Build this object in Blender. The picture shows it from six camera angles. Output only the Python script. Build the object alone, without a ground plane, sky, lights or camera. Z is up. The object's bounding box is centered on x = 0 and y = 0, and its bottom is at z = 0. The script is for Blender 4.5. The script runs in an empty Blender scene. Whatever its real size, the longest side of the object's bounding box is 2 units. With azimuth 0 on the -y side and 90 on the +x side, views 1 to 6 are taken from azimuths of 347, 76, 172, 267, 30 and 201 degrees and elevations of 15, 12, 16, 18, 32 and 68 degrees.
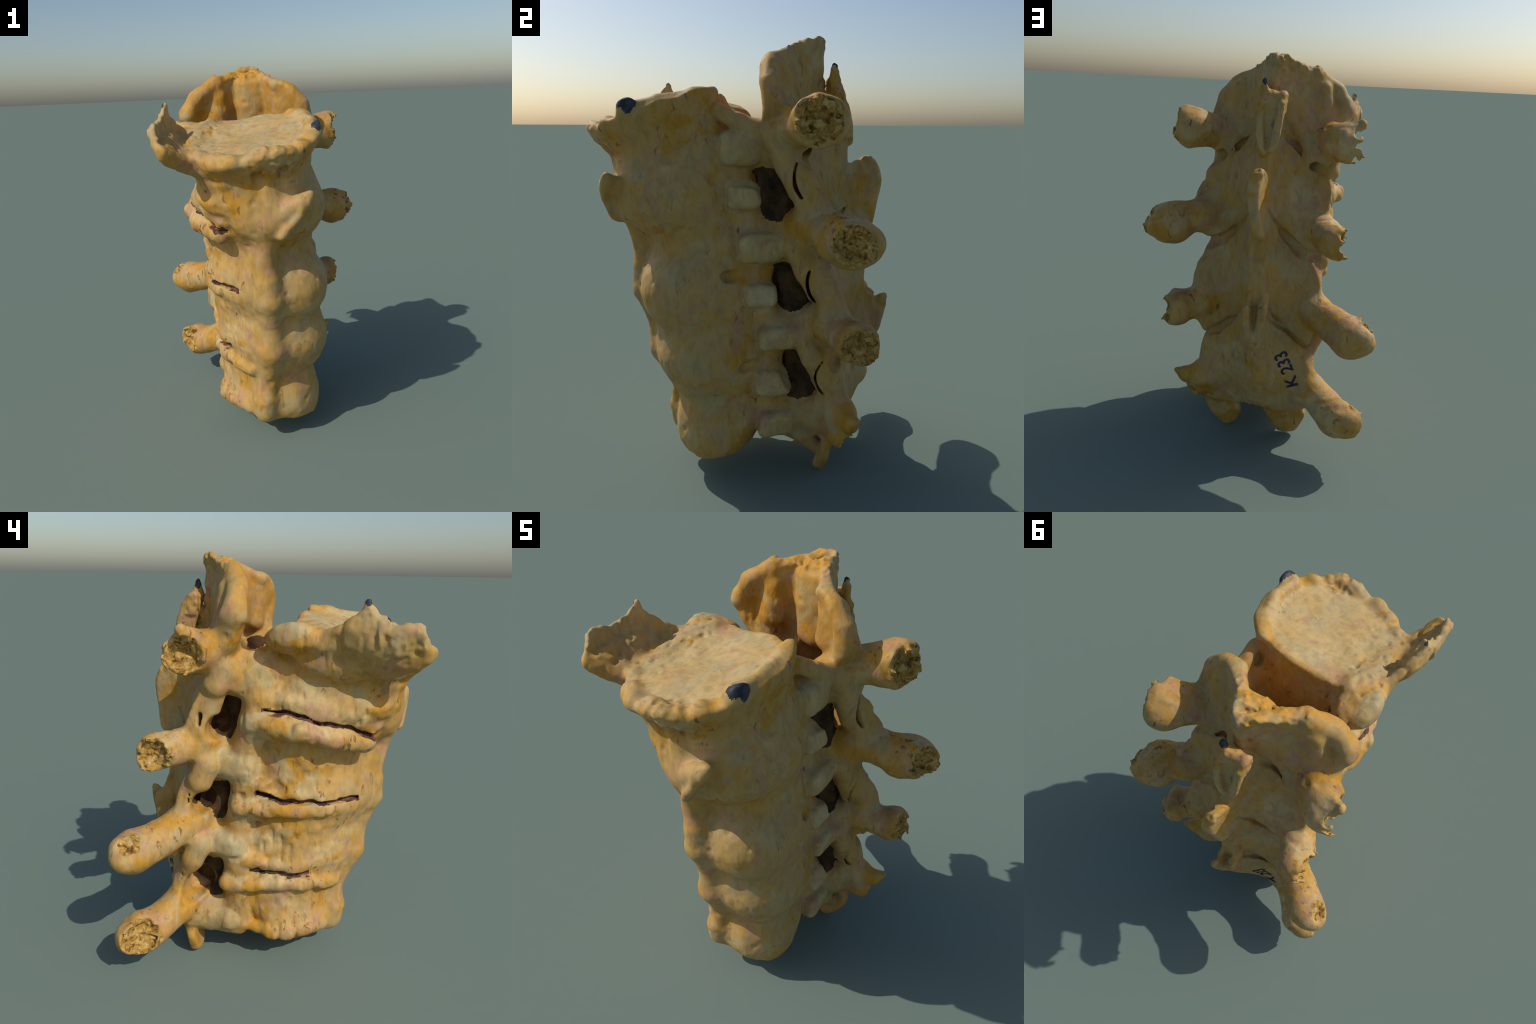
# Fused block of four thoracic vertebrae (dry bone specimen), modelled as one
# implicit bone surface made of anatomical parts, meshed and split into parts.
import bpy, math, time
import numpy as np

H = 0.006                      # mesh cell size (m)
YAW = math.radians(-14.5)      # the specimen stands turned about z
MID = -0.04                    # lateral position of the median plane
T0 = time.time()

# --------------------------------------------------------------------------
# field: a signed distance grid in the specimen's own axes
#   a = lateral, b = backwards, z = up
# --------------------------------------------------------------------------
LO = np.array([-0.72, -0.84, -0.06]); HI = np.array([0.62, 0.72, 2.06])
N = np.ceil((HI - LO) / H).astype(int) + 1
AX = [(LO[i] + H * np.arange(N[i])).astype(np.float32) for i in range(3)]
D = np.full(N, 0.5, np.float32)        # blended distance
DM = np.full(N, 0.5, np.float32)       # nearest single part
LAB = np.zeros(N, np.int16)            # which part that is
LABELS = []

def label_id(name):
    if name not in LABELS:
        LABELS.append(name)
    return LABELS.index(name)

def window(lo, hi):
    i0 = np.clip(np.floor((np.asarray(lo) - LO) / H).astype(int), 0, N - 1)
    i1 = np.clip(np.ceil((np.asarray(hi) - LO) / H).astype(int) + 1, 1, N)
    sl = tuple(slice(i0[k], i1[k]) for k in range(3))
    A = AX[0][sl[0]][:, None, None]; B = AX[1][sl[1]][None, :, None]; Z = AX[2][sl[2]][None, None, :]
    return sl, A, B, Z

def smin(x, y, k):
    h = np.maximum(k - np.abs(x - y), 0) / k
    return np.minimum(x, y) - h * h * h * k / 6

def smax(x, y, k):
    return -smin(-x, -y, k)

def add(sl, d, name, k=0.03, bias=0.0):
    d = d.astype(np.float32)
    D[sl] = smin(D[sl], d, k)
    d = d - bias
    m = d < DM[sl]
    LAB[sl] = np.where(m, label_id(name), LAB[sl])
    DM[sl] = np.minimum(DM[sl], d)

def cut(sl, d, k=0.02):
    D[sl] = smax(D[sl], -d.astype(np.float32), k)

# ---- small noise tools ----------------------------------------------------
def hash3(i, j, k, seed):
    n = (i.astype(np.int64) * 374761393 + j.astype(np.int64) * 668265263 + k.astype(np.int64) * 2147483647 + seed * 974634777) & 0x7fffffff
    n = ((n ^ (n >> 13)) * 1274126177) & 0x7fffffff
    n = ((n ^ (n >> 16)) * 668265263) & 0x7fffffff
    return ((n ^ (n >> 15)) & 0xffff) / 32767.5 - 1.0

def vnoise(P, freq, seed):
    q = P * freq
    f = np.floor(q); t = q - f; f = f.astype(np.int64)
    t = t * t * t * (t * (t * 6 - 15) + 10)
    out = 0
    for dx in (0, 1):
        for dy in (0, 1):
            for dz in (0, 1):
                w = (t[:, 0] if dx else 1 - t[:, 0]) * (t[:, 1] if dy else 1 - t[:, 1]) * (t[:, 2] if dz else 1 - t[:, 2])
                out = out + w * hash3(f[:, 0] + dx, f[:, 1] + dy, f[:, 2] + dz, seed)
    return out

# ---- primitives -----------------------------------------------------------
def unit(v):
    v = np.asarray(v, float); return v / (np.linalg.norm(v) + 1e-12)

def blob_d(A, B, Z, c, r, rot=None):
    """ellipsoid, radii r along the columns of rot"""
    x, y, z = A - c[0], B - c[1], Z - c[2]
    if rot is not None:
        R = np.asarray(rot, float)
        x, y, z = (x * R[0, k] + y * R[1, k] + z * R[2, k] for k in range(3))
    k0 = np.sqrt((x / r[0]) ** 2 + (y / r[1]) ** 2 + (z / r[2]) ** 2)
    k1 = np.sqrt((x / r[0] ** 2) ** 2 + (y / r[1] ** 2) ** 2 + (z / r[2] ** 2) ** 2)
    return k0 * (k0 - 1) / np.maximum(k1, 1e-6)

def frame(n, up=(0, 0, 1)):
    n = unit(n); u = unit(np.cross(up, n)); v = np.cross(n, u)
    return np.stack([n, u, v], 1)

def blob(name, c, r, rot=None, k=0.03, sub=False):
    m = max(r) + 0.06
    sl, A, B, Z = window(np.array(c) - m, np.array(c) + m)
    d = blob_d(A, B, Z, c, r, rot)
    cut(sl, d, k) if sub else add(sl, d, name, k)

def rod(name, pts, k=0.03, squash=None, sub=False, ends=True):
    """chain of tapered rounded segments; pts = (a, b, z, radius).
    squash = (direction, factor): distances along direction are divided by factor"""
    pts = np.array(pts, float)
    m = pts[:, 3].max() * (max(1, squash[1]) if squash else 1) + 0.06
    sl, A, B, Z = window(pts[:, :3].min(0) - m, pts[:, :3].max(0) + m)
    best = None
    for p, q in zip(pts[:-1], pts[1:]):
        ab = q[:3] - p[:3]; L2 = ab @ ab + 1e-9
        x, y, z = A - p[0], B - p[1], Z - p[2]
        t = np.clip((x * ab[0] + y * ab[1] + z * ab[2]) / L2, 0, 1)
        x, y, z = x - t * ab[0], y - t * ab[1], z - t * ab[2]
        if squash:
            s = unit(squash[0]); f = 1 / squash[1] - 1
            w = (x * s[0] + y * s[1] + z * s[2]) * f
            x, y, z = x + w * s[0], y + w * s[1], z + w * s[2]
        d = np.sqrt(x * x + y * y + z * z) - (p[3] + (q[3] - p[3]) * t)
        best = d if best is None else smin(best, d, 0.02)
    cut(sl, best, k) if sub else add(sl, best, name, k)

def smooth_loop(p, n=4):
    """closed Catmull-Rom through the outline points"""
    out = []
    m = len(p)
    for i in range(m):
        p0, p1, p2, p3 = p[i - 1], p[i], p[(i + 1) % m], p[(i + 2) % m]
        for t in np.arange(n) / n:
            out.append(0.5 * (2 * p1 + (p2 - p0) * t + (2 * p0 - 5 * p1 + 4 * p2 - p3) * t * t + (3 * p1 - p0 - 3 * p2 + p3) * t ** 3))
    return np.array(out)

def sheet(name, outline, half=0.03, k=0.03, inner=(), bend=True, rim=0.0, round_=0.8, sub=False, n=4):
    """curved bony plate: outline given as 3D points; a quadratic surface is
    fitted through them (and through extra inner points)"""
    P = np.array(outline, float); I = np.array(list(inner), float).reshape(-1, 3)
    c = P.mean(0)
    U, S, V = np.linalg.svd(P - c)
    u, v, w = V[0], V[1], V[2]
    Q = np.concatenate([P, I]) - c
    qu, qv, qw = Q @ u, Q @ v, Q @ w
    terms = lambda x, y: [np.ones_like(x), x, y] + ([x * x, x * y, y * y] if bend else [])
    M = np.stack(terms(qu, qv), 1)
    reg = 1e-4 * np.eye(M.shape[1])
    co = np.linalg.solve(M.T @ M + reg * 0.05, M.T @ qw)
    poly = smooth_loop(np.stack([(P - c) @ u, (P - c) @ v], 1), n)
    m = half + 0.06
    sl, A, B, Z = window(np.concatenate([P, I + 0]).min(0) - m, np.concatenate([P, I]).max(0) + m)
    x, y, z = A - c[0], B - c[1], Z - c[2]
    pu = x * u[0] + y * u[1] + z * u[2]; pv = x * v[0] + y * v[1] + z * v[2]; pw = x * w[0] + y * w[1] + z * w[2]
    hgt = sum(cc * t for cc, t in zip(co, terms(pu, pv)))
    gx = co[1] + (2 * co[3] * pu + co[4] * pv if bend else 0); gy = co[2] + (co[4] * pu + 2 * co[5] * pv if bend else 0)
    dw = np.abs(pw - hgt) / np.sqrt(1 + gx * gx + gy * gy)
    d2 = np.full(pu.shape, 1e9); sgn = np.ones(pu.shape)
    for e0, e1 in zip(poly, np.roll(poly, -1, 0)):
        e = e1 - e0; wx = pu - e0[0]; wy = pv - e0[1]
        t = np.clip((wx * e[0] + wy * e[1]) / (e @ e + 1e-12), 0, 1)
        d2 = np.minimum(d2, (wx - t * e[0]) ** 2 + (wy - t * e[1]) ** 2)
        c1 = pv >= e0[1]; c2 = pv < e1[1]; c3 = e[0] * wy > e[1] * wx
        sgn = np.where((c1 & c2 & c3) | (~c1 & ~c2 & ~c3), -sgn, sgn)
    dp = np.sqrt(d2) * sgn
    r = half * round_
    qx, qy = dp + r, dw - (half - r)
    d = np.minimum(np.maximum(qx, qy), 0) + np.sqrt(np.maximum(qx, 0) ** 2 + np.maximum(qy, 0) ** 2) - r
    cut(sl, d, k) if sub else add(sl, d, name, k)

def curve(knots):
    """monotone-ish cubic through (t, value...) rows, returned as a function"""
    K = np.array(sorted(knots), float)
    def f(t, col):
        x, y = K[:, 0], K[:, col]
        h = np.diff(x); s = np.diff(y) / h
        m = np.concatenate([[s[0]], (s[:-1] * h[1:] + s[1:] * h[:-1]) / (h[:-1] + h[1:]), [s[-1]]])
        t = np.clip(t, x[0], x[-1])
        i = np.clip(np.searchsorted(x, t) - 1, 0, len(x) - 2)
        u = (t - x[i]) / h[i]
        return ((1 + 2 * u) * (1 - u) ** 2 * y[i] + u * (1 - u) ** 2 * h[i] * m[i] + u * u * (3 - 2 * u) * y[i + 1] + u * u * (u - 1) * h[i] * m[i + 1])
    return f

# --------------------------------------------------------------------------
# 1. the column of vertebral bodies
# --------------------------------------------------------------------------
#  level   left    right  front   back   (half sections of the body column)
COLUMN = curve([
    (1.74, -0.355, 0.280, -0.720, -0.150),
    (1.67, -0.350, 0.270, -0.725, -0.140),
    (1.56, -0.330, 0.225, -0.662, -0.090),
    (1.48, -0.325, 0.235, -0.642, -0.050),
    (1.40, -0.345, 0.260, -0.635, -0.030),
    (1.32, -0.365, 0.285, -0.610, -0.010),
    (1.24, -0.355, 0.265, -0.575, 0.010),
    (1.15, -0.325, 0.232, -0.512, 0.030),
    (1.06, -0.312, 0.245, -0.508, 0.050),
    (0.98, -0.312, 0.280, -0.525, 0.055),
    (0.90, -0.315, 0.300, -0.538, 0.060),
    (0.82, -0.300, 0.290, -0.513, 0.075),
    (0.74, -0.292, 0.265, -0.468, 0.090),
    (0.66, -0.290, 0.285, -0.468, 0.100),
    (0.58, -0.290, 0.298, -0.468, 0.110),
    (0.50, -0.285, 0.270, -0.433, 0.115),
    (0.39, -0.272, 0.220, -0.378, 0.120),
    (0.30, -0.272, 0.240, -0.380, 0.110),
    (0.20, -0.275, 0.255, -0.383, 0.040),
    (0.12, -0.270, 0.240, -0.350, -0.010),
    (0.05, -0.250, 0.215, -0.330, -0.040)])
TILT = curve([(0.0, 0.08, -0.10), (0.3, 0.05, -0.07), (0.55, 0.04, 0.0), (0.93, 0.05, 0.0), (1.3, 0.16, 0.0), (1.62, 0.29, 0.10), (1.8, 0.30, 0.12)])

def level(A, B, Z):
    """height along the column: discs are tilted planes"""
    return Z - TILT(Z, 1) * (B + 0.33) - TILT(Z, 2) * (A + 0.04)

sl, A, B, Z = window((-0.50, -0.80, -0.06), (0.42, 0.16, 1.92))
t = level(A, B, Z)
tt = t
aL, aR, bF, bB = (COLUMN(tt, c) for c in (1, 2, 3, 4))
ca = 0.5 * (aL + aR); cb = bF * 0.45 + bB * 0.55
x, y = A - ca, B - cb
wx = 0.5 * (aR - aL)
wy = np.where(y < 0, cb - bF, bB - cb)
neck = np.clip((t - 1.32) / 0.10, 0, 1)
right = 0.5 + 0.5 * np.tanh((x - 0.0) / 0.05)
waist = np.exp(-((t - 1.10) / 0.08) ** 2) + 0.15 * np.exp(-((t - 0.73) / 0.06) ** 2)
nexp = np.where(y < 0, (1.5 - 0.12 * waist + 1.0 * neck) * (1 - right) + (2.9 - 0.5 * neck - 0.9 * waist) * right, 3.2 * (1 - right) + (1.75 + 0.5 * neck) * right)
ang = (np.abs(x / wx) ** nexp + np.abs(y / wy) ** nexp) ** (1 / nexp)
rho = np.sqrt(x * x + y * y)
d = (ang - 1) * rho / np.maximum(ang, 1e-3)
d = np.where(ang < 0.05, -0.2, d) * 0.92
TOP, BOT = 1.695, 0.138
cap = np.maximum(t - TOP, BOT - t)
d = smax(smax(d, t - TOP, 0.035), BOT - t, 0.025)
add(sl, d, 'vertebral_body', 0.01)

# endplate: shallow dish inside a raised rim
sl, A, B, Z = window((-0.5, -0.8, 1.4), (0.4, 0.0, 1.95))
t = level(A, B, Z)
dish = blob_d(A, B, t + 0 * A, (-0.055, -0.405, TOP + 0.065), (0.25, 0.215, 0.075))
cut(sl, dish, 0.02)
dish = blob_d(A, B, t + 0 * A, (-0.02, -0.35, 0.04), (0.20, 0.24, 0.06))
sl, A, B, Z = window((-0.5, -0.8, -0.05), (0.4, 0.1, 0.3))
t = level(A, B, Z)
cut(sl, blob_d(A, B, t + 0 * A, (-0.02, -0.18, 0.095), (0.18, 0.14, 0.05)), 0.02)

# knobs along the front rim of the top body
for (a, b, r, up) in [(-0.29, -0.590, .034, 0.0), (-0.20, -0.655, .030, .004), (-0.135, -0.688, .042, -.006), (-0.045, -0.702, .028, .002), (0.005, -0.702, .042, .008), (0.065, -0.705, .036, .012),
                      (0.115, -0.672, .026, 0.0), (0.165, -0.622, .034, -.004), (0.235, -0.535, .030, .004)]:
    z = 1.68 + 0.3 * (b + 0.4) + 0.12 * (a + 0.05)
    blob('bony_rim', (a, b, z - 0.008 + up), (r * 1.15, r, r * 0.9), k=0.04)
rod('bony_rim', [(0.225, -0.52, 1.685, .03), (0.23, -0.40, 1.715, .03), (0.20, -0.27, 1.735, .03), (0.15, -0.19, 1.75, .026)], k=0.05)
rod('bony_rim', [(-0.32, -0.50, 1.60, .03), (-0.325, -0.40, 1.64, .028), (-0.31, -0.28, 1.69, .026), (-0.26, -0.20, 1.715, .022)], k=0.05)
# dark upstanding flake on the front right of the rim
sheet('dark_crust', [(0.252, -0.545, 1.67), (0.244, -0.56, 1.70), (0.250, -0.54, 1.724), (0.256, -0.505, 1.730), (0.262, -0.485, 1.71), (0.262, -0.51, 1.67)], 0.012, k=0.03)
blob('dark_crust.1', (-0.448, -0.468, 1.812), (0.014, 0.018, 0.024), k=0.03)

# --------------------------------------------------------------------------
# 2. bony outgrowths: left wing, front spike, flowing ligament band
# --------------------------------------------------------------------------
sheet('bone_wing', [(-0.36, -0.27, 1.67), (-0.405, -0.38, 1.75), (-0.437, -0.44, 1.80), (-0.448, -0.467, 1.825), (-0.462, -0.51, 1.775), (-0.478, -0.56, 1.745), (-0.465, -0.665, 1.742),
                    (-0.450, -0.70, 1.70), (-0.420, -0.732, 1.620), (-0.37, -0.66, 1.565), (-0.30, -0.54, 1.525), (-0.29, -0.38, 1.54), (-0.32, -0.28, 1.59)], 0.021, k=0.05,
      inner=[(-0.468, -0.58, 1.675), (-0.425, -0.42, 1.67)] * 2)
sheet('bone_wing', [(-0.33, -0.30, 1.60), (-0.33, -0.50, 1.56), (-0.37, -0.64, 1.575), (-0.44, -0.69, 1.65), (-0.455, -0.57, 1.68), (-0.42, -0.40, 1.67)], 0.022, k=0.05)
rod('bone_wing', [(-0.25, -0.45, 1.49, .040), (-0.32, -0.54, 1.545, .032), (-0.42, -0.70, 1.615, .022)], k=0.06)
# facet pad beside the wing
blob('rib_facet', (-0.375, -0.165, 1.685), (0.055, 0.085, 0.045), frame((-0.8, 0, 0.5)), k=0.03)

band = [(0.02, -0.585, 1.45, .045), (0.03, -0.585, 1.36, .060), (0.02, -0.578, 1.28, .065), (0.00, -0.540, 1.18, .058), (-0.01, -0.522, 1.08, .055), (0.005, -0.522, 0.97, .062),
        (0.015, -0.515, 0.87, .066), (0.012, -0.478, 0.77, .055), (0.012, -0.450, 0.68, .060), (0.010, -0.450, 0.58, .066), (0.0, -0.402, 0.47, .060),
        (-0.02, -0.367, 0.38, .056), (-0.03, -0.372, 0.27, .060), (-0.035, -0.367, 0.18, .055)]
rod('ossified_ligament', band, k=0.06)
# swelling under the spike and the spike with its knife edge
blob('ossified_ligament', (0.01, -0.565, 1.295), (0.165, 0.075, 0.105), k=0.06)
rod('bone_spike', [(0.09, -0.615, 1.33, .05), (0.165, -0.64, 1.375, .032), (0.212, -0.63, 1.412, .012)], k=0.03)
sheet('bone_spike', [(0.212, -0.63, 1.41), (0.185, -0.665, 1.345), (0.14, -0.665, 1.28), (0.07, -0.635, 1.20), (0.04, -0.55, 1.26), (0.10, -0.55, 1.36)], 0.018, k=0.04)
# vertical grooves between rim and swelling
rod('', [(-0.02, -0.668, 1.51, .032), (-0.015, -0.658, 1.42, .018)], sub=True, k=0.03)
rod('', [(0.09, -0.665, 1.52, .038), (0.095, -0.648, 1.42, .020)], sub=True, k=0.03)

# flowing bone over the right of each disc level (swellings)
for (a, b, z, ra, rb, rz) in [(0.125, -0.37, 1.32, .145, .200, .14), (0.13, -0.30, 0.88, .165, .165, .17), (0.135, -0.25, 0.58, .16, .145, .18), (0.11, -0.205, 0.27, .13, .115, .14)]:
    blob('ossified_ligament', (a, b, z), (ra, rb, rz), k=0.12)

# left lips that edge the open disc clefts
LIPS = [([(-0.335, 0.00, 1.290, .045), (-0.365, -0.10, 1.288, .048), (-0.368, -0.20, 1.274, .050), (-0.320, -0.36, 1.242, .048), (-0.215, -0.485, 1.198, .045)]),
        ([(-0.31, 0.0, 1.40, .028), (-0.335, -0.15, 1.395, .030), (-0.322, -0.32, 1.362, .038), (-0.25, -0.45, 1.315, .040), (-0.19, -0.515, 1.285, .036)]),
        ([(-0.325, 0.07, 0.885, .045), (-0.315, -0.06, 0.880, .036), (-0.295, -0.22, 0.875, .032), (-0.235, -0.34, 0.875, .030), (-0.13, -0.43, 0.865, .030)]),
        ([(-0.315, -0.02, 0.990, .030), (-0.305, -0.16, 0.965, .024), (-0.265, -0.28, 0.955, .024), (-0.17, -0.39, 0.95, .024)]),
        ([(-0.29, 0.13, 0.465, .045), (-0.290, 0.02, 0.465, .036), (-0.275, -0.12, 0.480, .036), (-0.225, -0.24, 0.475, .044), (-0.16, -0.315, 0.455, .046), (-0.09, -0.365, 0.44, .045)]),
        ([(-0.295, 0.04, 0.60, .030), (-0.285, -0.10, 0.580, .026), (-0.235, -0.25, 0.58, .030)])]
for i, pts in enumerate(LIPS):
    rod('vertebral_body', pts, k=0.04)
# ragged left bottom rim
rod('vertebral_body', [(-0.245, 0.03, 0.215, .03), (-0.27, -0.08, 0.195, .03), (-0.26, -0.18, 0.20, .03), (-0.21, -0.26, 0.205, .03), (-0.12, -0.32, 0.19, .03)], k=0.04)
# flare of the top body towards the wing
blob('vertebral_body', (-0.31, -0.20, 1.655), (0.11, 0.16, 0.065), k=0.06)
blob('vertebral_body', (-0.30, -0.36, 1.565), (0.09, 0.18, 0.075), k=0.06)

# --------------------------------------------------------------------------
# 3. rib facets (smooth pads behind the sides of the bodies)
# --------------------------------------------------------------------------
def pad(c, side, rb, rz, th=0.055, tilt=0.0, yaw=0.25):
    R = frame((side, yaw, tilt)); m = 0.2; rd = 0.036 if side > 0 else 0.05
    sl, A, B, Z = window(np.array(c) - m, np.array(c) + m)
    x, y, z = A - c[0], B - c[1], Z - c[2]
    q = [np.abs(x * R[0, k] + y * R[1, k] + z * R[2, k]) - h + rd for k, h in enumerate((th, rb, rz))]
    d = np.sqrt(sum(np.maximum(e, 0) ** 2 for e in q)) + np.minimum(np.maximum(np.maximum(q[0], q[1]), q[2]), 0) - rd
    add(sl, d, 'rib_facet', 0.02, 0.0 if side > 0 else 0.014)
for (b, z, rb, rz, tilt) in [(-0.075, 1.525, .085, .068, -.1), (-0.06, 1.325, .075, .062, .25), (0.015, 1.105, .095, .066, -.1), (0.01, 0.885, .075, .055, .35),
                             (0.085, 0.69, .09, .055, -.1), (0.065, 0.475, .085, .062, .4), (0.09, 0.275, .085, .06, -.1)]:
    pad((0.185, b, z), 1, rb, rz, tilt=tilt)
for (a, b, z, rb, rz, tilt) in [(-0.30, 0.00, 1.475, .085, .066, .0), (-0.34, -0.03, 1.285, .078, .062, .3), (-0.315, 0.085, 1.075, .095, .065, .0), (-0.305, 0.05, 0.880, .070, .062, .2),
                                (-0.30, 0.135, 0.665, .090, .065, .0), (-0.275, 0.09, 0.47, .070, .06, .3), (-0.275, 0.17, 0.245, .090, .055, -.1)]:
    pad((a + 0.02, b, z), -1, rb, rz, tilt=tilt)

# --------------------------------------------------------------------------
# 4. vertebral arches: pedicles, laminae, articular pillars
# --------------------------------------------------------------------------
rod('vertebral_arch.0', [(0.18, -0.16, 1.68, .030), (0.185, -0.07, 1.63, .036), (0.19, 0.03, 1.60, .045)], k=0.04)
# side walls of the canal that carry the rib facets
rod('vertebral_body', [(0.115, -0.10, 1.56, .06), (0.115, -0.085, 1.33, .07), (0.12, 0.00, 1.10, .075), (0.12, -0.01, 0.90, .07), (0.12, 0.06, 0.70, .075), (0.12, 0.04, 0.47, .07), (0.115, 0.05, 0.26, .06)], k=0.05)
rod('vertebral_body', [(-0.265, -0.05, 1.55, .07), (-0.29, -0.02, 1.40, .078), (-0.28, 0.00, 1.28, .08), (-0.25, 0.06, 1.07, .08), (-0.265, 0.04, 0.97, .075), (-0.25, 0.05, 0.88, .075), (-0.24, 0.10, 0.67, .08), (-0.25, 0.08, 0.57, .075), (-0.23, 0.08, 0.47, .075), (-0.21, 0.10, 0.26, .075)], k=0.05)
PED = [(1.54, -0.03), (1.125, 0.05), (0.715, 0.10), (0.29, 0.11)]
for i, (z, b) in enumerate(PED):
    n = 'vertebral_arch.%d' % i
    rod(n, [(0.11, b - 0.04, z, .070), (0.135, b + 0.10, z, .068), (0.165, b + 0.20, z + 0.01, .070)], k=0.04, squash=((0, 0, 1), 1.45))
    o = -0.03 if i == 0 else 0.0
    rod(n, [(-0.22 + o, b - 0.02, z - 0.05, .070), (-0.235 + 1.5 * o, b + 0.12, z - 0.04, .070), (-0.255, b + 0.22, z - 0.03, .070)], k=0.04, squash=((0, 0, 1), 1.45))

# uppermost lamina: a tall horseshoe wall with two forward facing facets
n = 'vertebral_arch.0'
sheet(n, [(-0.06, 0.268, 1.996), (-0.145, 0.19, 1.978), (-0.255, 0.10, 1.935), (-0.36, 0.06, 1.855), (-0.415, 0.055, 1.755), (-0.39, 0.13, 1.66), (-0.37, 0.25, 1.55),
          (-0.345, 0.29, 1.46), (-0.25, 0.205, 1.51), (-0.17, 0.20, 1.585), (-0.12, 0.215, 1.67), (-0.06, 0.275, 1.74)], 0.030, k=0.03, inner=[(-0.30, 0.155, 1.72)] * 3)
sheet(n, [(-0.045, 0.25, 1.985), (0.0, 0.16, 1.965), (0.06, 0.07, 1.925), (0.155, 0.045, 1.90), (0.23, 0.05, 1.83), (0.26, 0.06, 1.71), (0.25, 0.12, 1.60),
          (0.22, 0.215, 1.50), (0.077, 0.18, 1.585), (0.015, 0.205, 1.67), (-0.04, 0.265, 1.74)], 0.030, k=0.03, inner=[(0.08, 0.085, 1.90), (0.155, 0.145, 1.71), (0.155, 0.145, 1.71)])
rod(n, [(-0.255, 0.115, 1.915, .04), (-0.355, 0.075, 1.845, .045), (-0.40, 0.075, 1.75, .05), (-0.36, 0.12, 1.65, .06)], k=0.04)
rod(n, [(0.08, 0.06, 1.89, .024), (0.16, 0.06, 1.86, .028), (0.215, 0.06, 1.79, .034), (0.215, 0.07, 1.68, .048)], k=0.06)
rod(n, [(-0.058, 0.268, 1.978, .022), (-0.055, 0.28, 1.80, .022), (-0.055, 0.295, 1.72, .022)], k=0.03)

# lower laminae
# thick broken middle of the top lamina and its two forward facets
rod('vertebral_arch.0', [(-0.06, 0.180, 1.905, .060), (-0.06, 0.190, 1.80, .062), (-0.06, 0.20, 1.66, .062)], k=0.03, squash=((1, 0, 0), 1.5))
rod('vertebral_arch.0', [(0.115, 0.095, 1.845, .045), (0.13, 0.11, 1.70, .058)], k=0.03, squash=((1, 0.3, 0), 1.5))
rod('vertebral_arch.0', [(-0.27, 0.125, 1.855, .045), (-0.28, 0.135, 1.70, .055)], k=0.03, squash=((1, -0.3, 0), 1.6))
# outline of each half lamina, from the ridge over the shoulder and flank to the lower crease
LAMINA = [
    ([(-0.04, 0.31, 1.74), (0.03, 0.19, 1.66), (0.09, 0.145, 1.60), (0.20, 0.165, 1.52), (0.275, 0.215, 1.38), (0.305, 0.295, 1.24), (0.235, 0.31, 1.075), (0.17, 0.30, 1.10), (0.09, 0.295, 1.155), (0.03, 0.335, 1.24), (-0.04, 0.39, 1.34)],
     [(-0.04, 0.31, 1.74), (-0.10, 0.20, 1.68), (-0.17, 0.178, 1.60), (-0.28, 0.185, 1.52), (-0.365, 0.22, 1.38), (-0.36, 0.30, 1.23), (-0.33, 0.37, 1.04), (-0.24, 0.335, 1.08), (-0.15, 0.36, 1.175), (-0.09, 0.38, 1.27), (-0.04, 0.39, 1.34)],
     [(0.32, 1.72), (0.345, 1.60), (0.375, 1.50), (0.41, 1.34)], [(0.10, 0.255, 1.38), (-0.18, 0.27, 1.38)]),
    ([(-0.04, 0.41, 1.42), (0.03, 0.31, 1.26), (0.09, 0.245, 1.17), (0.22, 0.28, 1.08), (0.29, 0.32, 0.93), (0.305, 0.375, 0.79), (0.235, 0.37, 0.60), (0.17, 0.36, 0.63), (0.09, 0.37, 0.69), (0.03, 0.40, 0.76), (-0.04, 0.46, 0.83)],
     [(-0.04, 0.41, 1.42), (-0.09, 0.34, 1.28), (-0.15, 0.32, 1.18), (-0.25, 0.30, 1.08), (-0.34, 0.32, 0.93), (-0.34, 0.375, 0.77), (-0.315, 0.395, 0.59), (-0.26, 0.38, 0.60), (-0.145, 0.41, 0.71), (-0.09, 0.43, 0.77), (-0.04, 0.46, 0.83)],
     [(0.42, 1.42), (0.45, 1.20), (0.46, 1.05), (0.48, 0.83)], [(0.10, 0.35, 0.93), (-0.18, 0.365, 0.93)]),
    ([(-0.04, 0.47, 0.88), (0.03, 0.39, 0.76), (0.09, 0.345, 0.70), (0.22, 0.345, 0.61), (0.255, 0.345, 0.48), (0.25, 0.37, 0.32), (0.22, 0.35, 0.20), (0.09, 0.35, 0.18), (0.0, 0.37, 0.20), (-0.04, 0.42, 0.26)],
     [(-0.04, 0.47, 0.88), (-0.09, 0.42, 0.78), (-0.145, 0.385, 0.70), (-0.25, 0.345, 0.61), (-0.33, 0.36, 0.45), (-0.325, 0.39, 0.32), (-0.30, 0.37, 0.20), (-0.15, 0.38, 0.17), (-0.06, 0.385, 0.20), (-0.04, 0.42, 0.26)],
     [(0.48, 0.88), (0.48, 0.60), (0.48, 0.42), (0.43, 0.27)], [(0.10, 0.405, 0.46), (-0.215, 0.415, 0.472)])]
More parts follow.
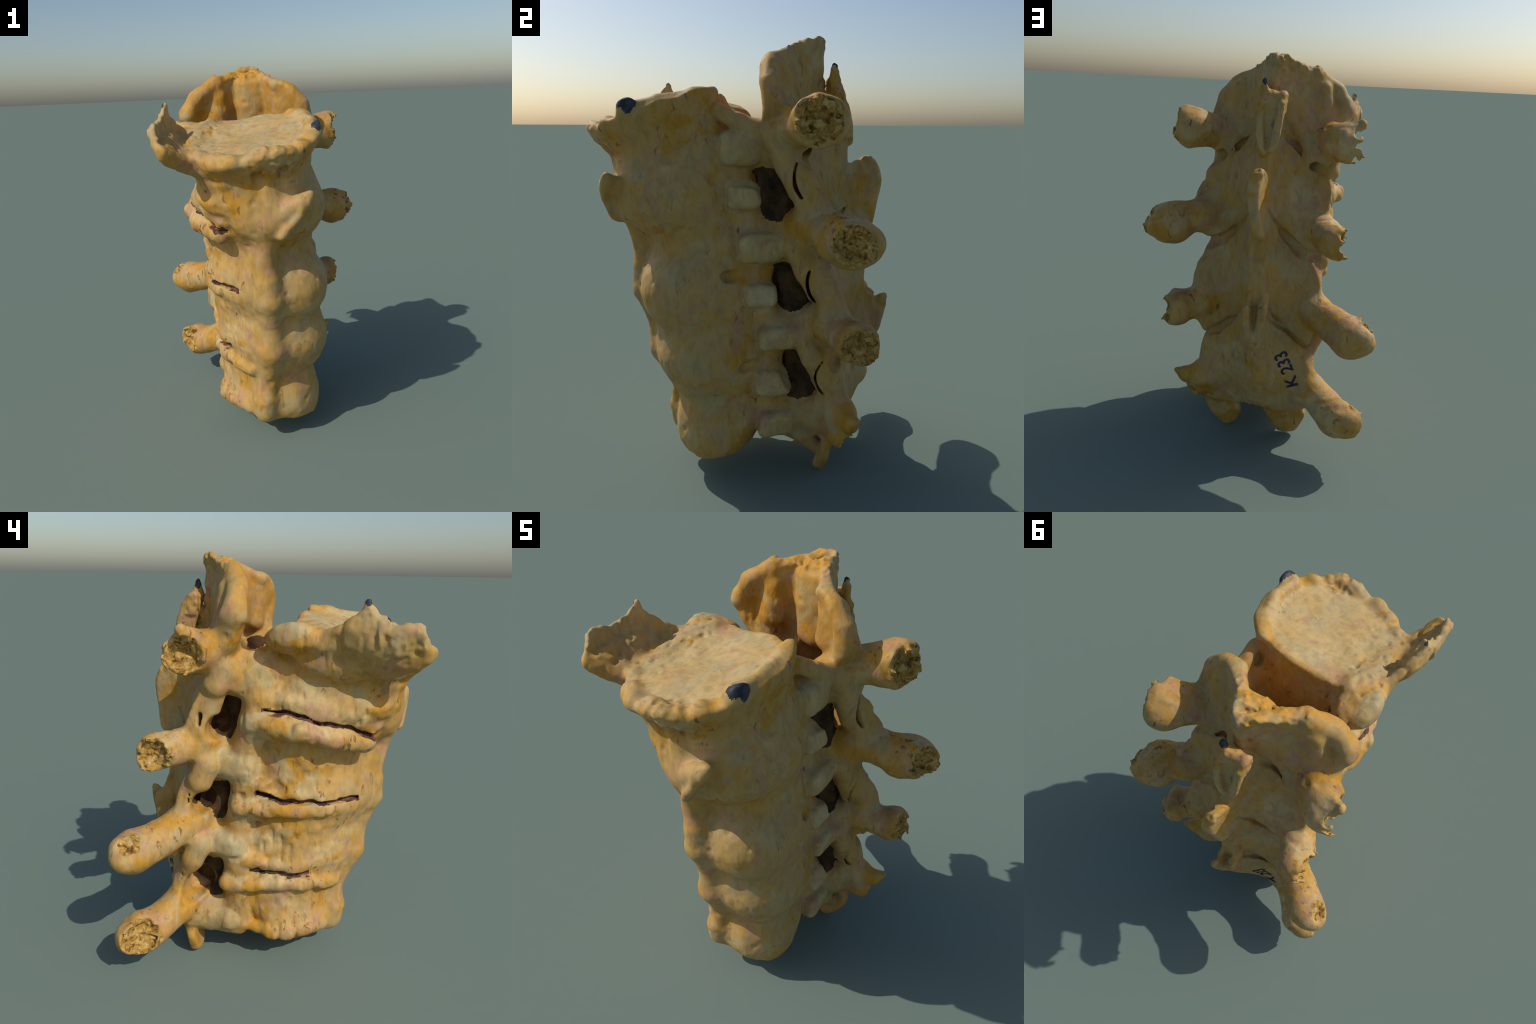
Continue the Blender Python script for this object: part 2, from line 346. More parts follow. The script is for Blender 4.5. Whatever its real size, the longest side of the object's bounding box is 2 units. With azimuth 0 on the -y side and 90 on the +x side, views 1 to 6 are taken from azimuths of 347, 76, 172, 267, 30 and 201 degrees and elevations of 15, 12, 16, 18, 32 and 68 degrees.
for i, (right, left, ridge, mid) in enumerate(LAMINA):
    n = 'vertebral_arch.%d' % (i + 1)
    sheet(n, right, 0.030, k=0.012, inner=[mid[0]] * 3)
    sheet(n, left, 0.030, k=0.012, inner=[mid[1]] * 3)
    rod(n, [(-0.045, b, z, .026) for b, z in ridge], k=0.05)
    for o in (right, left):
        p, q = np.array(o[3]), np.array(o[4])
        sg = 1 if p[0] > 0 else -1
        rod(n, [(p[0] - 0.03 * sg, p[1] - 0.02, p[2], .042), (q[0] - 0.045 * sg, q[1] - 0.02, q[2], .055), (q[0] - 0.05 * sg, q[1] + 0.02, q[2] - 0.14, .07)], k=0.03)
# descending pillars of each arch (in front of the pillar below)
for i, (z0, b0, z1, b1) in enumerate([(1.56, 0.09, 1.34, 0.135), (1.11, 0.17, 0.90, 0.215), (0.70, 0.21, 0.49, 0.25)]):
    n = 'vertebral_arch.%d' % i
    rod(n, [(0.20, b0, z0, .06), (0.205, 0.5 * (b0 + b1) + 0.02, 0.5 * (z0 + z1), .052), (0.20, b1 + 0.035, z1, .04)], k=0.03)
    o = -0.025 if i == 0 else -0.008
    rod(n, [(-0.315 + o, b0 + 0.05, z0 - 0.03, .06), (-0.32 + o, 0.5 * (b0 + b1) + 0.06, 0.5 * (z0 + z1), .055), (-0.295, b1 + 0.085, z1 + 0.01, .042)], k=0.03)

rod('vertebral_arch.3', [(0.15, 0.12, 0.245, .045), (0.155, 0.22, 0.195, .045), (0.15, 0.28, 0.13, .035)], k=0.03)
# lowest pair of articular processes (thin tongues pointing down)
sheet('articular_process', [(0.235, 0.32, 0.20), (0.225, 0.305, 0.10), (0.165, 0.29, 0.02), (0.115, 0.288, 0.002), (0.065, 0.31, 0.05), (0.04, 0.35, 0.15), (0.10, 0.355, 0.22)], 0.024, k=0.03)
sheet('articular_process', [(-0.315, 0.32, 0.15), (-0.285, 0.315, 0.05), (-0.24, 0.31, 0.015), (-0.165, 0.315, 0.02), (-0.12, 0.335, 0.10), (-0.09, 0.36, 0.18), (-0.20, 0.36, 0.22)], 0.026, k=0.03)

# --------------------------------------------------------------------------
# 5. transverse processes (all broken off)
# --------------------------------------------------------------------------
def tp(i, pts, squash=None, k=0.045):
    rod('transverse_process.%d' % i, pts, k=k, squash=squash)
# ends are wider front to back
tp(0, [(0.18, 0.12, 1.61, .070), (0.26, 0.175, 1.62, .080), (0.345, 0.245, 1.638, .102)], ((0.25, 0.95, 0.0), 1.2))
tp(1, [(0.19, 0.22, 1.20, .085), (0.27, 0.295, 1.195, .082), (0.34, 0.32, 1.185, .080), (0.405, 0.37, 1.166, .106), (0.43, 0.385, 1.166, .100)], ((0.35, 0.93, 0.0), 1.25))
tp(2, [(0.18, 0.29, 0.77, .080), (0.25, 0.345, 0.755, .078), (0.32, 0.385, 0.742, .076), (0.362, 0.415, 0.735, .094)], ((0.2, 0.9, -0.35), 1.2))
tp(3, [(0.18, 0.33, 0.36, .08), (0.25, 0.38, 0.34, .075), (0.33, 0.41, 0.345, .040), (0.378, 0.438, 0.378, .012)])
tp(3, [(0.22, 0.35, 0.29, .06), (0.29, 0.38, 0.255, .05)])
tp(4, [(-0.31, 0.15, 1.61, .075), (-0.38, 0.22, 1.60, .088), (-0.445, 0.28, 1.60, .092)])
tp(4, [(-0.40, 0.25, 1.64, .045), (-0.495, 0.275, 1.70, .022)])
tp(5, [(-0.28, 0.24, 1.19, .080), (-0.35, 0.33, 1.165, .080), (-0.415, 0.435, 1.145, .090)])
tp(6, [(-0.27, 0.30, 0.79, .085), (-0.34, 0.365, 0.755, .085), (-0.43, 0.435, 0.72, .086), (-0.52, 0.515, 0.692, .102), (-0.555, 0.535, 0.692, .088)])
tp(7, [(-0.26, 0.32, 0.38, .080), (-0.33, 0.375, 0.32, .085), (-0.42, 0.445, 0.275, .088), (-0.49, 0.515, 0.25, .104), (-0.54, 0.54, 0.246, .086)])

# --------------------------------------------------------------------------
# 6. spinous process stumps
# --------------------------------------------------------------------------
sheet('spinous_process.0', [(-0.025, 0.335, 1.885), (-0.02, 0.375, 1.80), (-0.02, 0.42, 1.66), (-0.04, 0.43, 1.54), (-0.04, 0.36, 1.55), (-0.02, 0.34, 1.68), (-0.015, 0.315, 1.80)], 0.016, k=0.02)
sheet('spinous_process.0', [(-0.12, 0.335, 1.84), (-0.12, 0.395, 1.77), (-0.115, 0.42, 1.68), (-0.085, 0.43, 1.56), (-0.06, 0.36, 1.56), (-0.09, 0.34, 1.68), (-0.12, 0.315, 1.80)], 0.016, k=0.02)
sheet('spinous_process.0', [(-0.02, 0.34, 1.83), (-0.115, 0.34, 1.80), (-0.11, 0.365, 1.64), (-0.07, 0.39, 1.55), (-0.03, 0.365, 1.64)], 0.030, k=0.02)
sheet('spinous_process.1', [(-0.045, 0.42, 1.42), (-0.045, 0.475, 1.478), (-0.04, 0.52, 1.485), (-0.03, 0.558, 1.43), (-0.02, 0.57, 1.36), (-0.03, 0.555, 1.27), (-0.045, 0.53, 1.16), (-0.045, 0.42, 1.15)], 0.030, k=0.03)
sheet('spinous_process.2', [(-0.02, 0.48, 0.90), (-0.02, 0.55, 0.835), (-0.015, 0.618, 0.845), (-0.02, 0.605, 0.72), (-0.035, 0.565, 0.62), (-0.04, 0.48, 0.62)], 0.018, k=0.03)
sheet('spinous_process.2', [(-0.09, 0.47, 0.925), (-0.09, 0.53, 0.87), (-0.085, 0.575, 0.80), (-0.075, 0.575, 0.72), (-0.05, 0.56, 0.62), (-0.06, 0.48, 0.62)], 0.018, k=0.03)
blob('dark_crust.3', (-0.028, 0.338, 1.862), (0.013, 0.014, 0.028), k=0.03)
blob('dark_crust.2', (-0.076, 0.580, 1.276), (0.014, 0.012, 0.035), k=0.02)
rod('spinous_process.2', [(-0.05, 0.49, 0.72, .035), (-0.05, 0.52, 0.62, .035), (-0.05, 0.49, 0.48, .025)], k=0.04)

# --------------------------------------------------------------------------
# 7. holes: canal, foramina, clefts, broken faces
# --------------------------------------------------------------------------
# plugs closing the foramina inside, coloured dark after the scan's baked hole shadow
rod('foramen_shade_plug', [(0.115, 0.06, 1.58, .05), (0.115, 0.06, 1.50, .05), (0.115, 0.085, 1.31, .05), (0.115, 0.15, 1.05, .05), (0.115, 0.175, 0.90, .05), (0.115, 0.20, 0.65, .05), (0.115, 0.21, 0.48, .055), (0.115, 0.22, 0.30, .05)], k=0.02, squash=((0, 1, 0), 1.6))
rod('foramen_shade_plug', [(-0.20, 0.08, 1.50, .045), (-0.20, 0.14, 1.27, .05), (-0.20, 0.19, 1.05, .05), (-0.20, 0.22, 0.88, .05), (-0.20, 0.24, 0.65, .05), (-0.20, 0.25, 0.46, .055), (-0.20, 0.25, 0.28, .05)], k=0.02, squash=((0, 1, 0), 1.6))
rod('', [(-0.065, 0.01, 1.95, .105), (-0.065, 0.005, 1.68, .105), (-0.06, 0.06, 1.30, .105), (-0.06, 0.15, 0.92, .105), (-0.06, 0.20, 0.5, .105), (-0.06, 0.20, 0.10, .105)], sub=True, k=0.03, squash=((0, 1, 0), 1.1))
rod('', [(0.085, -0.045, 1.85, .08), (0.075, -0.05, 1.66, .075), (0.0, 0.0, 1.45, .07)], sub=True, k=0.03)
rod('', [(-0.20, -0.045, 1.85, .08), (-0.19, -0.05, 1.70, .07), (-0.10, 0.0, 1.5, .07)], sub=True, k=0.03)
SLOT = np.stack([unit((1, 0, 0)), unit((0, 0.62, -0.78)), unit((0, 0.78, 0.62))], 1)
for (b, z, ln, w) in [(0.065, 1.325, .110, .045), (0.145, 0.915, .115, .052), (0.180, 0.500, .125, .060)]:
    blob('', (0.235, b, z), (0.10, ln, w), SLOT, sub=True, k=0.02)
for (b, z, r) in [(0.160, 1.255, .055), (0.240, 0.880, .062), (0.275, 0.440, .080)]:
    rod('', [(-0.46, b, z, r), (-0.235, b + 0.01, z, 0.75 * r)], sub=True, k=0.03, squash=(unit((0, 0.45, -0.9)), 1.25))
# overhung creases under the lower edge of each lamina
for pts in ([(-0.06, 0.36, 1.70), (-0.12, 0.265, 1.635), (-0.177, 0.215, 1.570), (-0.258, 0.22, 1.495), (-0.36, 0.28, 1.445)],
            [(-0.04, 0.36, 1.70), (0.01, 0.265, 1.64), (0.08, 0.20, 1.575), (0.16, 0.20, 1.53), (0.25, 0.225, 1.475)],
            [(-0.075, 0.43, 1.28), (-0.11, 0.39, 1.215), (-0.148, 0.365, 1.155), (-0.24, 0.34, 1.06), (-0.335, 0.36, 1.02)],
            [(0.0, 0.41, 1.27), (0.04, 0.36, 1.21), (0.10, 0.31, 1.14), (0.17, 0.32, 1.085), (0.25, 0.325, 1.055)],
            [(-0.085, 0.49, 0.77), (-0.145, 0.43, 0.685), (-0.21, 0.39, 0.625), (-0.30, 0.37, 0.57)],
            [(0.0, 0.47, 0.76), (0.04, 0.42, 0.72), (0.10, 0.38, 0.665), (0.17, 0.37, 0.61), (0.25, 0.35, 0.58)]):
    w = [0.005, 0.010, 0.017, 0.026, 0.034]
    rod('', [(a, b, z, w[min(i, 4)]) for i, (a, b, z) in enumerate(pts)], sub=True, k=0.012)
# cleft of each disc on the left, and the hollow between rib pads on the right
# (b, z, half gap) along each open cleft, from back to front
CLEFTS = [[(-0.04, 1.360, .011), (-0.10, 1.350, .010), (-0.24, 1.332, .007), (-0.36, 1.300, .007), (-0.45, 1.265, .009), (-0.53, 1.235, .012)],
          [(-0.01, 0.955, .013), (-0.06, 0.945, .013), (-0.20, 0.922, .009), (-0.32, 0.920, .008), (-0.41, 0.918, .010), (-0.475, 0.903, .010)],
          [(0.02, 0.548, .011), (-0.03, 0.536, .010), (-0.14, 0.530, .012), (-0.29, 0.530, .013)]]
CL_A = [-0.175, -0.095, -0.21]
def cleft_gap(A, B, Z, i):
    C = np.array(CLEFTS[i])[::-1]
    zc = np.interp(B, C[:, 0], C[:, 1]); hw = np.interp(B, C[:, 0], C[:, 2])
    wob = 0.006 * np.sin(B * 27 + 2 * i) + 0.0025 * np.sin(B * 71 + 2 * i)
    end = np.maximum(np.maximum(C[0, 0] - B, B - C[-1, 0]), A - CL_A[i])
    return np.maximum(np.abs(Z - zc - wob) - hw, end)
for i in range(3):
    zs = [c[1] for c in CLEFTS[i]]
    sl, A, B, Z = window((-0.55, -0.62, min(zs) - 0.06), (-0.05, 0.16, max(zs) + 0.06))
    cut(sl, np.maximum(cleft_gap(A, B, Z, i), -0.024 - D[sl]), 0.006)
blob('', (-0.345, -0.11, 0.985), (0.045, 0.055, 0.04), sub=True, k=0.01)
for (b, z) in [(-0.10, 1.415), (-0.06, 1.0), (0.02, 0.585)]:
    rod('', [(0.25, b - 0.07, z - 0.015, .026), (0.235, b + 0.02, z - 0.005, .036), (0.19, b + 0.12, z - 0.02, .045)], sub=True, k=0.02)
# facet joint slits
for (b0, z0, b1, z1) in [(0.165, 1.465, 0.185, 1.33), (0.225, 1.005, 0.25, 0.87), (0.285, 0.59, 0.285, 0.45)]:
    sheet('', [(0.10, b0, z0), (0.32, b0, z0), (0.32, b1 - 0.035, 0.5 * (z0 + z1)), (0.32, b1, z1), (0.10, b1, z1)], 0.006, sub=True, k=0.008, bend=True)
for (b0, z0, b1, z1) in [(0.235, 1.32, 0.24, 1.27), (0.30, 0.935, 0.31, 0.88), (0.345, 0.52, 0.355, 0.47)]:
    sheet('', [(-0.18, b0, z0), (-0.42, b0, z0), (-0.42, b1, z1), (-0.18, b1, z1)], 0.006, sub=True, k=0.008, bend=False)

# broken ends: flat-ish hollowed faces with spongy pits, (centre, outward direction, radius, depth)
ENDS = [((0.432, 0.245, 1.638), (0.9, -0.25, 0.1), .100, .042), ((0.512, 0.375, 1.168), (0.9, -0.35, 0), .088, .032), ((0.440, 0.435, 0.73), (0.9, -0.1, 0), .085, .038), ((0.30, 0.40, 0.25), (0.6, 0.2, -0.5), .04, .02),
        ((-0.49, 0.27, 1.585), (-0.9, -0.1, 0), .085, .050), ((-0.475, 0.425, 1.14), (-0.9, -0.2, 0), .085, .045), ((-0.60, 0.50, 0.77), (-0.6, 0.2, 0.6), .055, .02), ((-0.565, 0.48, 0.255), (-0.8, -0.5, 0.1), .095, .060)]
for c, nrm, r, dep in ENDS:
    blob('', np.array(c) + unit(nrm) * 0.02, (dep + 0.02, r, r), frame(nrm), sub=True, k=0.012)

# --------------------------------------------------------------------------
# 8. surface relief
# --------------------------------------------------------------------------
near = np.argwhere(np.abs(D) < 0.05)
P = LO + near * H
vals = np.zeros(len(P))
vals += 0.0060 * vnoise(P, 9, 1) + 0.0022 * vnoise(P, 24, 2) + 0.0010 * vnoise(P, 52, 3)
# streaked, pitted cortex on the left flank of the bodies
flank = np.clip((-0.10 - P[:, 0]) / 0.12, 0, 1) * np.clip((0.12 - P[:, 1]) / 0.1, 0, 1)
st = vnoise(P * np.array([1, 1, 0.35]), 46, 4)
vals += flank * (0.012 * np.clip(st - 0.25, 0, 1) + 0.0045 * vnoise(P, 17, 21) + 0.0025 * vnoise(P, 34, 22))
# spongy pits
sp = np.zeros(len(P)); chip = np.zeros(len(P))
for c, nrm, r, dep in ENDS:
    q = np.linalg.norm(P - np.array(c), axis=1)
    chip = np.maximum(chip, np.clip((r * 1.7 - q) / 0.05, 0, 1))
    sp = np.maximum(sp, np.clip((r * 1.15 - q) / 0.02, 0, 1))
vals += chip * (0.010 * vnoise(P, 13, 23) + 0.005 * vnoise(P, 27, 24))
vals += sp * (0.022 * np.clip(vnoise(P, 38, 6) + 0.15, -0.2, 1) + 0.008 * vnoise(P, 75, 7))
# ragged broken edges: crest of the top lamina, spinous stumps, wing
rg = np.clip((P[:, 2] - 1.90 - 0.3 * np.clip(0.2 - P[:, 1], 0, 1)) / 0.03, 0, 1) * (P[:, 1] > 0.0)
for c, r in [((-0.07, 0.36, 1.80), .12), ((-0.05, 0.56, 0.86), .09), ((-0.04, 0.53, 1.47), .06), ((-0.45, -0.60, 1.72), .14), ((0.05, -0.72, 1.58), .12)]:
    rg = np.maximum(rg, 0.7 * np.clip((r - np.linalg.norm(P - np.array(c), axis=1)) / 0.03, 0, 1))
vals += rg * (0.012 * np.clip(vnoise(P, 30, 11) - 0.1, -0.3, 1) + 0.008 * vnoise(P, 60, 12))
# scattered vessel holes and dents
vals += 0.020 * np.clip(vnoise(P, 21, 15) - 0.62, 0, 1) * (vnoise(P, 6, 16) > 0)
D[tuple(near.T)] += vals.astype(np.float32)

# --------------------------------------------------------------------------
# 9. meshing (surface nets), splitting into parts
# --------------------------------------------------------------------------
def surface_net(F):
    s = F < 0
    c = [s[i:s.shape[0] - 1 + i, j:s.shape[1] - 1 + j, k:s.shape[2] - 1 + k] for i in (0, 1) for j in (0, 1) for k in (0, 1)]
    cnt = sum(x.astype(np.int8) for x in c)
    cells = np.argwhere((cnt > 0) & (cnt < 8))
    idx = np.full(cnt.shape, -1, np.int32); idx[tuple(cells.T)] = np.arange(len(cells))
    corners = [(i, j, k) for i in (0, 1) for j in (0, 1) for k in (0, 1)]
    val = np.stack([F[cells[:, 0] + i, cells[:, 1] + j, cells[:, 2] + k] for i, j, k in corners], 1)
    acc = np.zeros((len(cells), 3)); num = np.zeros(len(cells))
    for p in range(8):
        for q in range(p + 1, 8):
            dp = np.array(corners[q]) - np.array(corners[p])
            if np.abs(dp).sum() != 1: continue
            f0, f1 = val[:, p], val[:, q]
            m = (f0 < 0) != (f1 < 0)
            tt = np.where(m, f0 / np.where(m, f0 - f1, 1), 0)
            acc += m[:, None] * (np.array(corners[p]) + tt[:, None] * dp); num += m
    V = cells + acc / num[:, None]
    quads = []
    for ax in range(3):
        o = [np.array([0, 0, 0]) for _ in range(4)]
        u, v = (ax + 1) % 3, (ax + 2) % 3
        lo_ = [slice(None)] * 3; hi_ = [slice(None)] * 3
        lo_[ax] = slice(0, -1); hi_[ax] = slice(1, None)
        ed = s[tuple(lo_)] != s[tuple(hi_)]
        e = np.argwhere(ed)
        e = e[(e[:, u] > 0) & (e[:, v] > 0) & (e[:, u] < s.shape[u] - 1) & (e[:, v] < s.shape[v] - 1)]
        inside = s[tuple(e.T)]
        du = np.eye(3, dtype=int)[u]; dv = np.eye(3, dtype=int)[v]
        q = np.stack([idx[tuple((e - du - dv).T)], idx[tuple((e - dv).T)], idx[tuple(e.T)], idx[tuple((e - du).T)]], 1)
        quads.append(np.where(inside[:, None], q, q[:, ::-1]))
    return V, np.concatenate(quads)

V, Q = surface_net(D)
print('net', len(V), len(Q), round(time.time() - T0, 1))

# keep the connected body only (drop stray crumbs): label propagation
lab = np.arange(len(V))
for _ in range(400):
    m = lab[Q].min(1)
    new = lab.copy()
    for c in range(4): np.minimum.at(new, Q[:, c], m)
    new = new[new]
    if (new == lab).all(): break
    lab = new
root_id = np.bincount(lab).argmax()
keep = lab == root_id
print('dropped', (~keep).sum())
remap = np.cumsum(keep) - 1
Q = remap[Q[keep[Q].all(1)]]; V = V[keep]

# light relaxation to remove grid stepping
for it in range(2):
    acc = np.zeros_like(V); num = np.zeros(len(V))
    for a_, b_ in ((0, 1), (1, 2), (2, 3), (3, 0)):
        for p_, q_ in ((a_, b_), (b_, a_)):
            for k in range(3): acc[:, k] += np.bincount(Q[:, p_], V[Q[:, q_], k], len(V))
            num += np.bincount(Q[:, p_], minlength=len(V))
    V = V * 0.5 + 0.5 * acc / num[:, None]

loc = LO + V * H
vi = np.clip(np.round(V).astype(int), 0, N - 1)
vlab = LAB[tuple(vi.T)]
cy, sy = math.cos(YAW), math.sin(YAW)
world = np.stack([loc[:, 0] * cy - loc[:, 1] * sy, loc[:, 0] * sy + loc[:, 1] * cy, loc[:, 2]], 1)
print('bbox', world.min(0), world.max(0))

fl = vlab[Q]
flab = np.where((fl[:, 0] == fl[:, 1]) | (fl[:, 0] == fl[:, 2]), fl[:, 0], np.where(fl[:, 1] == fl[:, 2], fl[:, 1], fl[:, 3]))
fc = loc[Q].mean(1)
names = np.array(LABELS, dtype=object)[flab].astype(str)
DISCS = [1.335, 0.925, 0.54]
tl = fc[:, 2] - TILT(fc[:, 2], 1) * (fc[:, 1] + 0.33) - TILT(fc[:, 2], 2) * (fc[:, 0] + 0.04)
lev = sum((tl < dd).astype(int) for dd in DISCS)
isb = names == 'vertebral_body'
names = np.where(isb, np.char.add('vertebral_body.', lev.astype(str)), names)
isr = names == 'rib_facet'
zi = np.where(isr, np.char.add(np.where(fc[:, 0] > MID, 'rib_facet.R', 'rib_facet.L'), (np.round((1.75 - fc[:, 2]) / 0.21)).astype(int).astype(str)), names)
names = zi.astype(object)
isa = names == 'articular_process'
names[(names == 'foramen_shade_plug')] = np.where(fc[names == 'foramen_shade_plug', 0] > MID, 'foramen_shade_plug.R', 'foramen_shade_plug.L')
names[isa] = np.where(fc[isa, 0] > MID, 'articular_process.R', 'articular_process.L')
# broken ends become pieces of their own
rag = 0.010 * vnoise(fc, 30, 9)
for i, (c, nrm, r, dep) in enumerate(ENDS):
    q = fc - np.array(c)
    m = (np.linalg.norm(q, axis=1) + rag < r) & np.char.startswith(names.astype(str), 'transverse_process')
    names[m] = 'broken_end.%d' % i

fnl = np.cross(loc[Q[:, 2]] - loc[Q[:, 0]], loc[Q[:, 3]] - loc[Q[:, 1]])
fnl /= np.linalg.norm(fnl, axis=1)[:, None] + 1e-12
nb = names.astype(str)
body = np.char.startswith(nb, 'vertebral_body') | np.char.startswith(nb, 'bony_rim')
ell = ((fc[:, 0] + 0.05) / 0.285) ** 2 + ((fc[:, 1] + 0.41) / 0.245) ** 2
names[body & (tl > 1.62) & (fnl[:, 2] > 0.6) & (ell + 6 * rag < 1)] = 'endplate'
names[(nb == 'vertebral_arch.0') & (fc[:, 2] > 1.64 + rag) & (fnl[:, 1] < -0.15)] = 'canal_wall'
names[np.char.startswith(nb, 'vertebral_body') & (fc[:, 0] > -0.10 + 2 * rag) & (fc[:, 1] < -0.12 + 2 * rag) & (tl < 1.50 + 2 * rag) & (fnl[:, 2] > -0.6)] = 'ossified_ligament'
for i in range(3):
    m = (cleft_gap(fc[:, 0], fc[:, 1], fc[:, 2], i) < 0.002 + 0.3 * rag) & np.char.startswith(nb, 'vertebral_body')
    names[m] = 'disc_cleft.%d' % i

# whole-surface vertex normals
fn = np.cross(world[Q[:, 2]] - world[Q[:, 0]], world[Q[:, 3]] - world[Q[:, 1]])
vn = np.zeros_like(world)
for c in range(4):
    for k in range(3): vn[:, k] += np.bincount(Q[:, c], fn[:, k], len(world))
vn /= np.linalg.norm(vn, axis=1)[:, None] + 1e-12

# --------------------------------------------------------------------------
# 10. materials
# --------------------------------------------------------------------------
def nodes_of(name, rough=0.62, spec=0.25):
    mat = bpy.data.materials.new(name); mat.use_nodes = True
    nt = mat.node_tree
    bs = nt.nodes['Principled BSDF']
    bs.inputs['Roughness'].default_value = rough
    bs.inputs['Specular IOR Level'].default_value = spec
    co = nt.nodes.new('ShaderNodeTexCoord')
    return mat, nt, bs, co.outputs['Object']

def noise(nt, co, scale, detail=4.0, rough=0.55, dist=0.0, stretch=None, offset=(0, 0, 0)):
    mp = nt.nodes.new('ShaderNodeMapping')
    mp.inputs['Location'].default_value = offset
    if stretch: mp.inputs['Scale'].default_value = stretch
    nt.links.new(co, mp.inputs['Vector'])
    n = nt.nodes.new('ShaderNodeTexNoise')
    n.inputs['Scale'].default_value = scale; n.inputs['Detail'].default_value = detail
    n.inputs['Roughness'].default_value = rough; n.inputs['Distortion'].default_value = dist
    nt.links.new(mp.outputs[0], n.inputs['Vector'])
    return n.outputs['Fac']

def ramp(nt, fac, stops):
    r = nt.nodes.new('ShaderNodeValToRGB')
    el = r.color_ramp.elements
    while len(el) < len(stops): el.new(0.5)
    for e, (p, c) in zip(el, stops):
        e.position = p; e.color = (*c, 1) if len(c) == 3 else c
    nt.links.new(fac, r.inputs['Fac'])
    return r.outputs['Color']

def mix(nt, fac, a, b, blend='MIX'):
    m = nt.nodes.new('ShaderNodeMix'); m.data_type = 'RGBA'; m.blend_type = blend
    for sock, v in ((m.inputs['Factor'], fac), (m.inputs['A'], a), (m.inputs['B'], b)):
        if hasattr(v, 'is_output'): nt.links.new(v, sock)
        else: sock.default_value = (*v, 1) if isinstance(v, tuple) else v
    return m.outputs['Result']

def math_(nt, op, a, b):
    m = nt.nodes.new('ShaderNodeMath'); m.operation = op
    for sock, v in ((m.inputs[0], a), (m.inputs[1], b)):
        if hasattr(v, 'is_output'): nt.links.new(v, sock)
        else: sock.default_value = v
    return m.outputs[0]

G = lambda v: (v, v, v)
def bone(name, tan, ochre, pale, brown, spots=0.75, rough=0.62, bump=0.3, amount=1.0):
    mat, nt, bs, co = nodes_of(name, rough)
    big = noise(nt, co, 3.0, 3, 0.5, 0.5)
    col = ramp(nt, big, [(0.32, brown), (0.43, tan), (0.55, tan), (0.66, pale)])
    och = ramp(nt, noise(nt, co, 6.0, 3, 0.5, 0.8, offset=(3, 1, 2)), [(0.47, G(0)), (0.60, G(1))])
    col = mix(nt, math_(nt, 'MULTIPLY', och, amount), col, ochre)
    grey = ramp(nt, noise(nt, co, 8.5, 4, 0.55, 0.5, offset=(8, 4, 1)), [(0.50, G(0)), (0.66, G(0.8))])
    col = mix(nt, grey, col, tuple(0.5 * (p + b) for p, b in zip(pale, (0.30, 0.27, 0.15))))
    rose = ramp(nt, noise(nt, co, 10.0, 3, 0.5, 0.6, offset=(1, 9, 5)), [(0.54, G(0)), (0.68, G(0.75))])
    col = mix(nt, rose, col, (0.44, 0.24, 0.13))
    fine = ramp(nt, noise(nt, co, 20, 4, 0.6, 0.6, stretch=(1.5, 1.5, 0.7)), [(0.32, G(0.84)), (0.56, G(1.05))])
    col = mix(nt, 1.0, col, fine, 'MULTIPLY')
    sp = ramp(nt, noise(nt, co, 24, 3, 0.5, 0.7, stretch=(1.6, 1.6, 0.7), offset=(2, 2, 7)), [(0.60, G(0)), (0.68, G(1))])
    cl = ramp(nt, noise(nt, co, 5, 2, 0.5, 0, offset=(5, 5, 5)), [(0.45, G(0)), (0.6, G(1))])
    f = math_(nt, 'MULTIPLY', math_(nt, 'MULTIPLY', sp, cl), spots)
    col = mix(nt, f, col, (0.11, 0.045, 0.025))
    nt.links.new(col, bs.inputs['Base Color'])
    h = math_(nt, 'ADD', noise(nt, co, 20, 4, 0.5, 0.4, stretch=(1.4, 1.4, 0.7)), math_(nt, 'MULTIPLY', noise(nt, co, 80, 3), 0.2))
    bp = nt.nodes.new('ShaderNodeBump'); bp.inputs['Strength'].default_value = bump; bp.inputs['Distance'].default_value = 0.012
    nt.links.new(h, bp.inputs['Height']); nt.links.new(bp.outputs[0], bs.inputs['Normal'])
    return mat

TAN, OCHRE, PALE, BROWN = (0.485, 0.288, 0.086), (0.475, 0.242, 0.030), (0.56, 0.390, 0.170), (0.34, 0.188, 0.060)
M_BONE = bone('dry_bone', TAN, OCHRE, PALE, BROWN)
M_SMOOTH = bone('smooth_flowing_bone', (0.450, 0.288, 0.100), (0.47, 0.260, 0.050), (0.50, 0.345, 0.150), (0.40, 0.250, 0.090), spots=0.4, bump=0.12, amount=0.75)
M_FACET = bone('pale_facet_bone', (0.48, 0.345, 0.150), (0.48, 0.315, 0.09), (0.54, 0.42, 0.225), (0.41, 0.28, 0.115), spots=0.4, bump=0.2, amount=0.6)
M_PLATE = bone('endplate_bone', (0.48, 0.340, 0.145), (0.49, 0.300, 0.085), (0.52, 0.385, 0.185), (0.45, 0.30, 0.13), spots=0.45, bump=0.12, amount=0.5)
M_CANAL = bone('ochre_stained_bone', (0.50, 0.27, 0.055), (0.50, 0.24, 0.025), (0.53, 0.35, 0.12), (0.40, 0.21, 0.05), spots=0.4, bump=0.3)

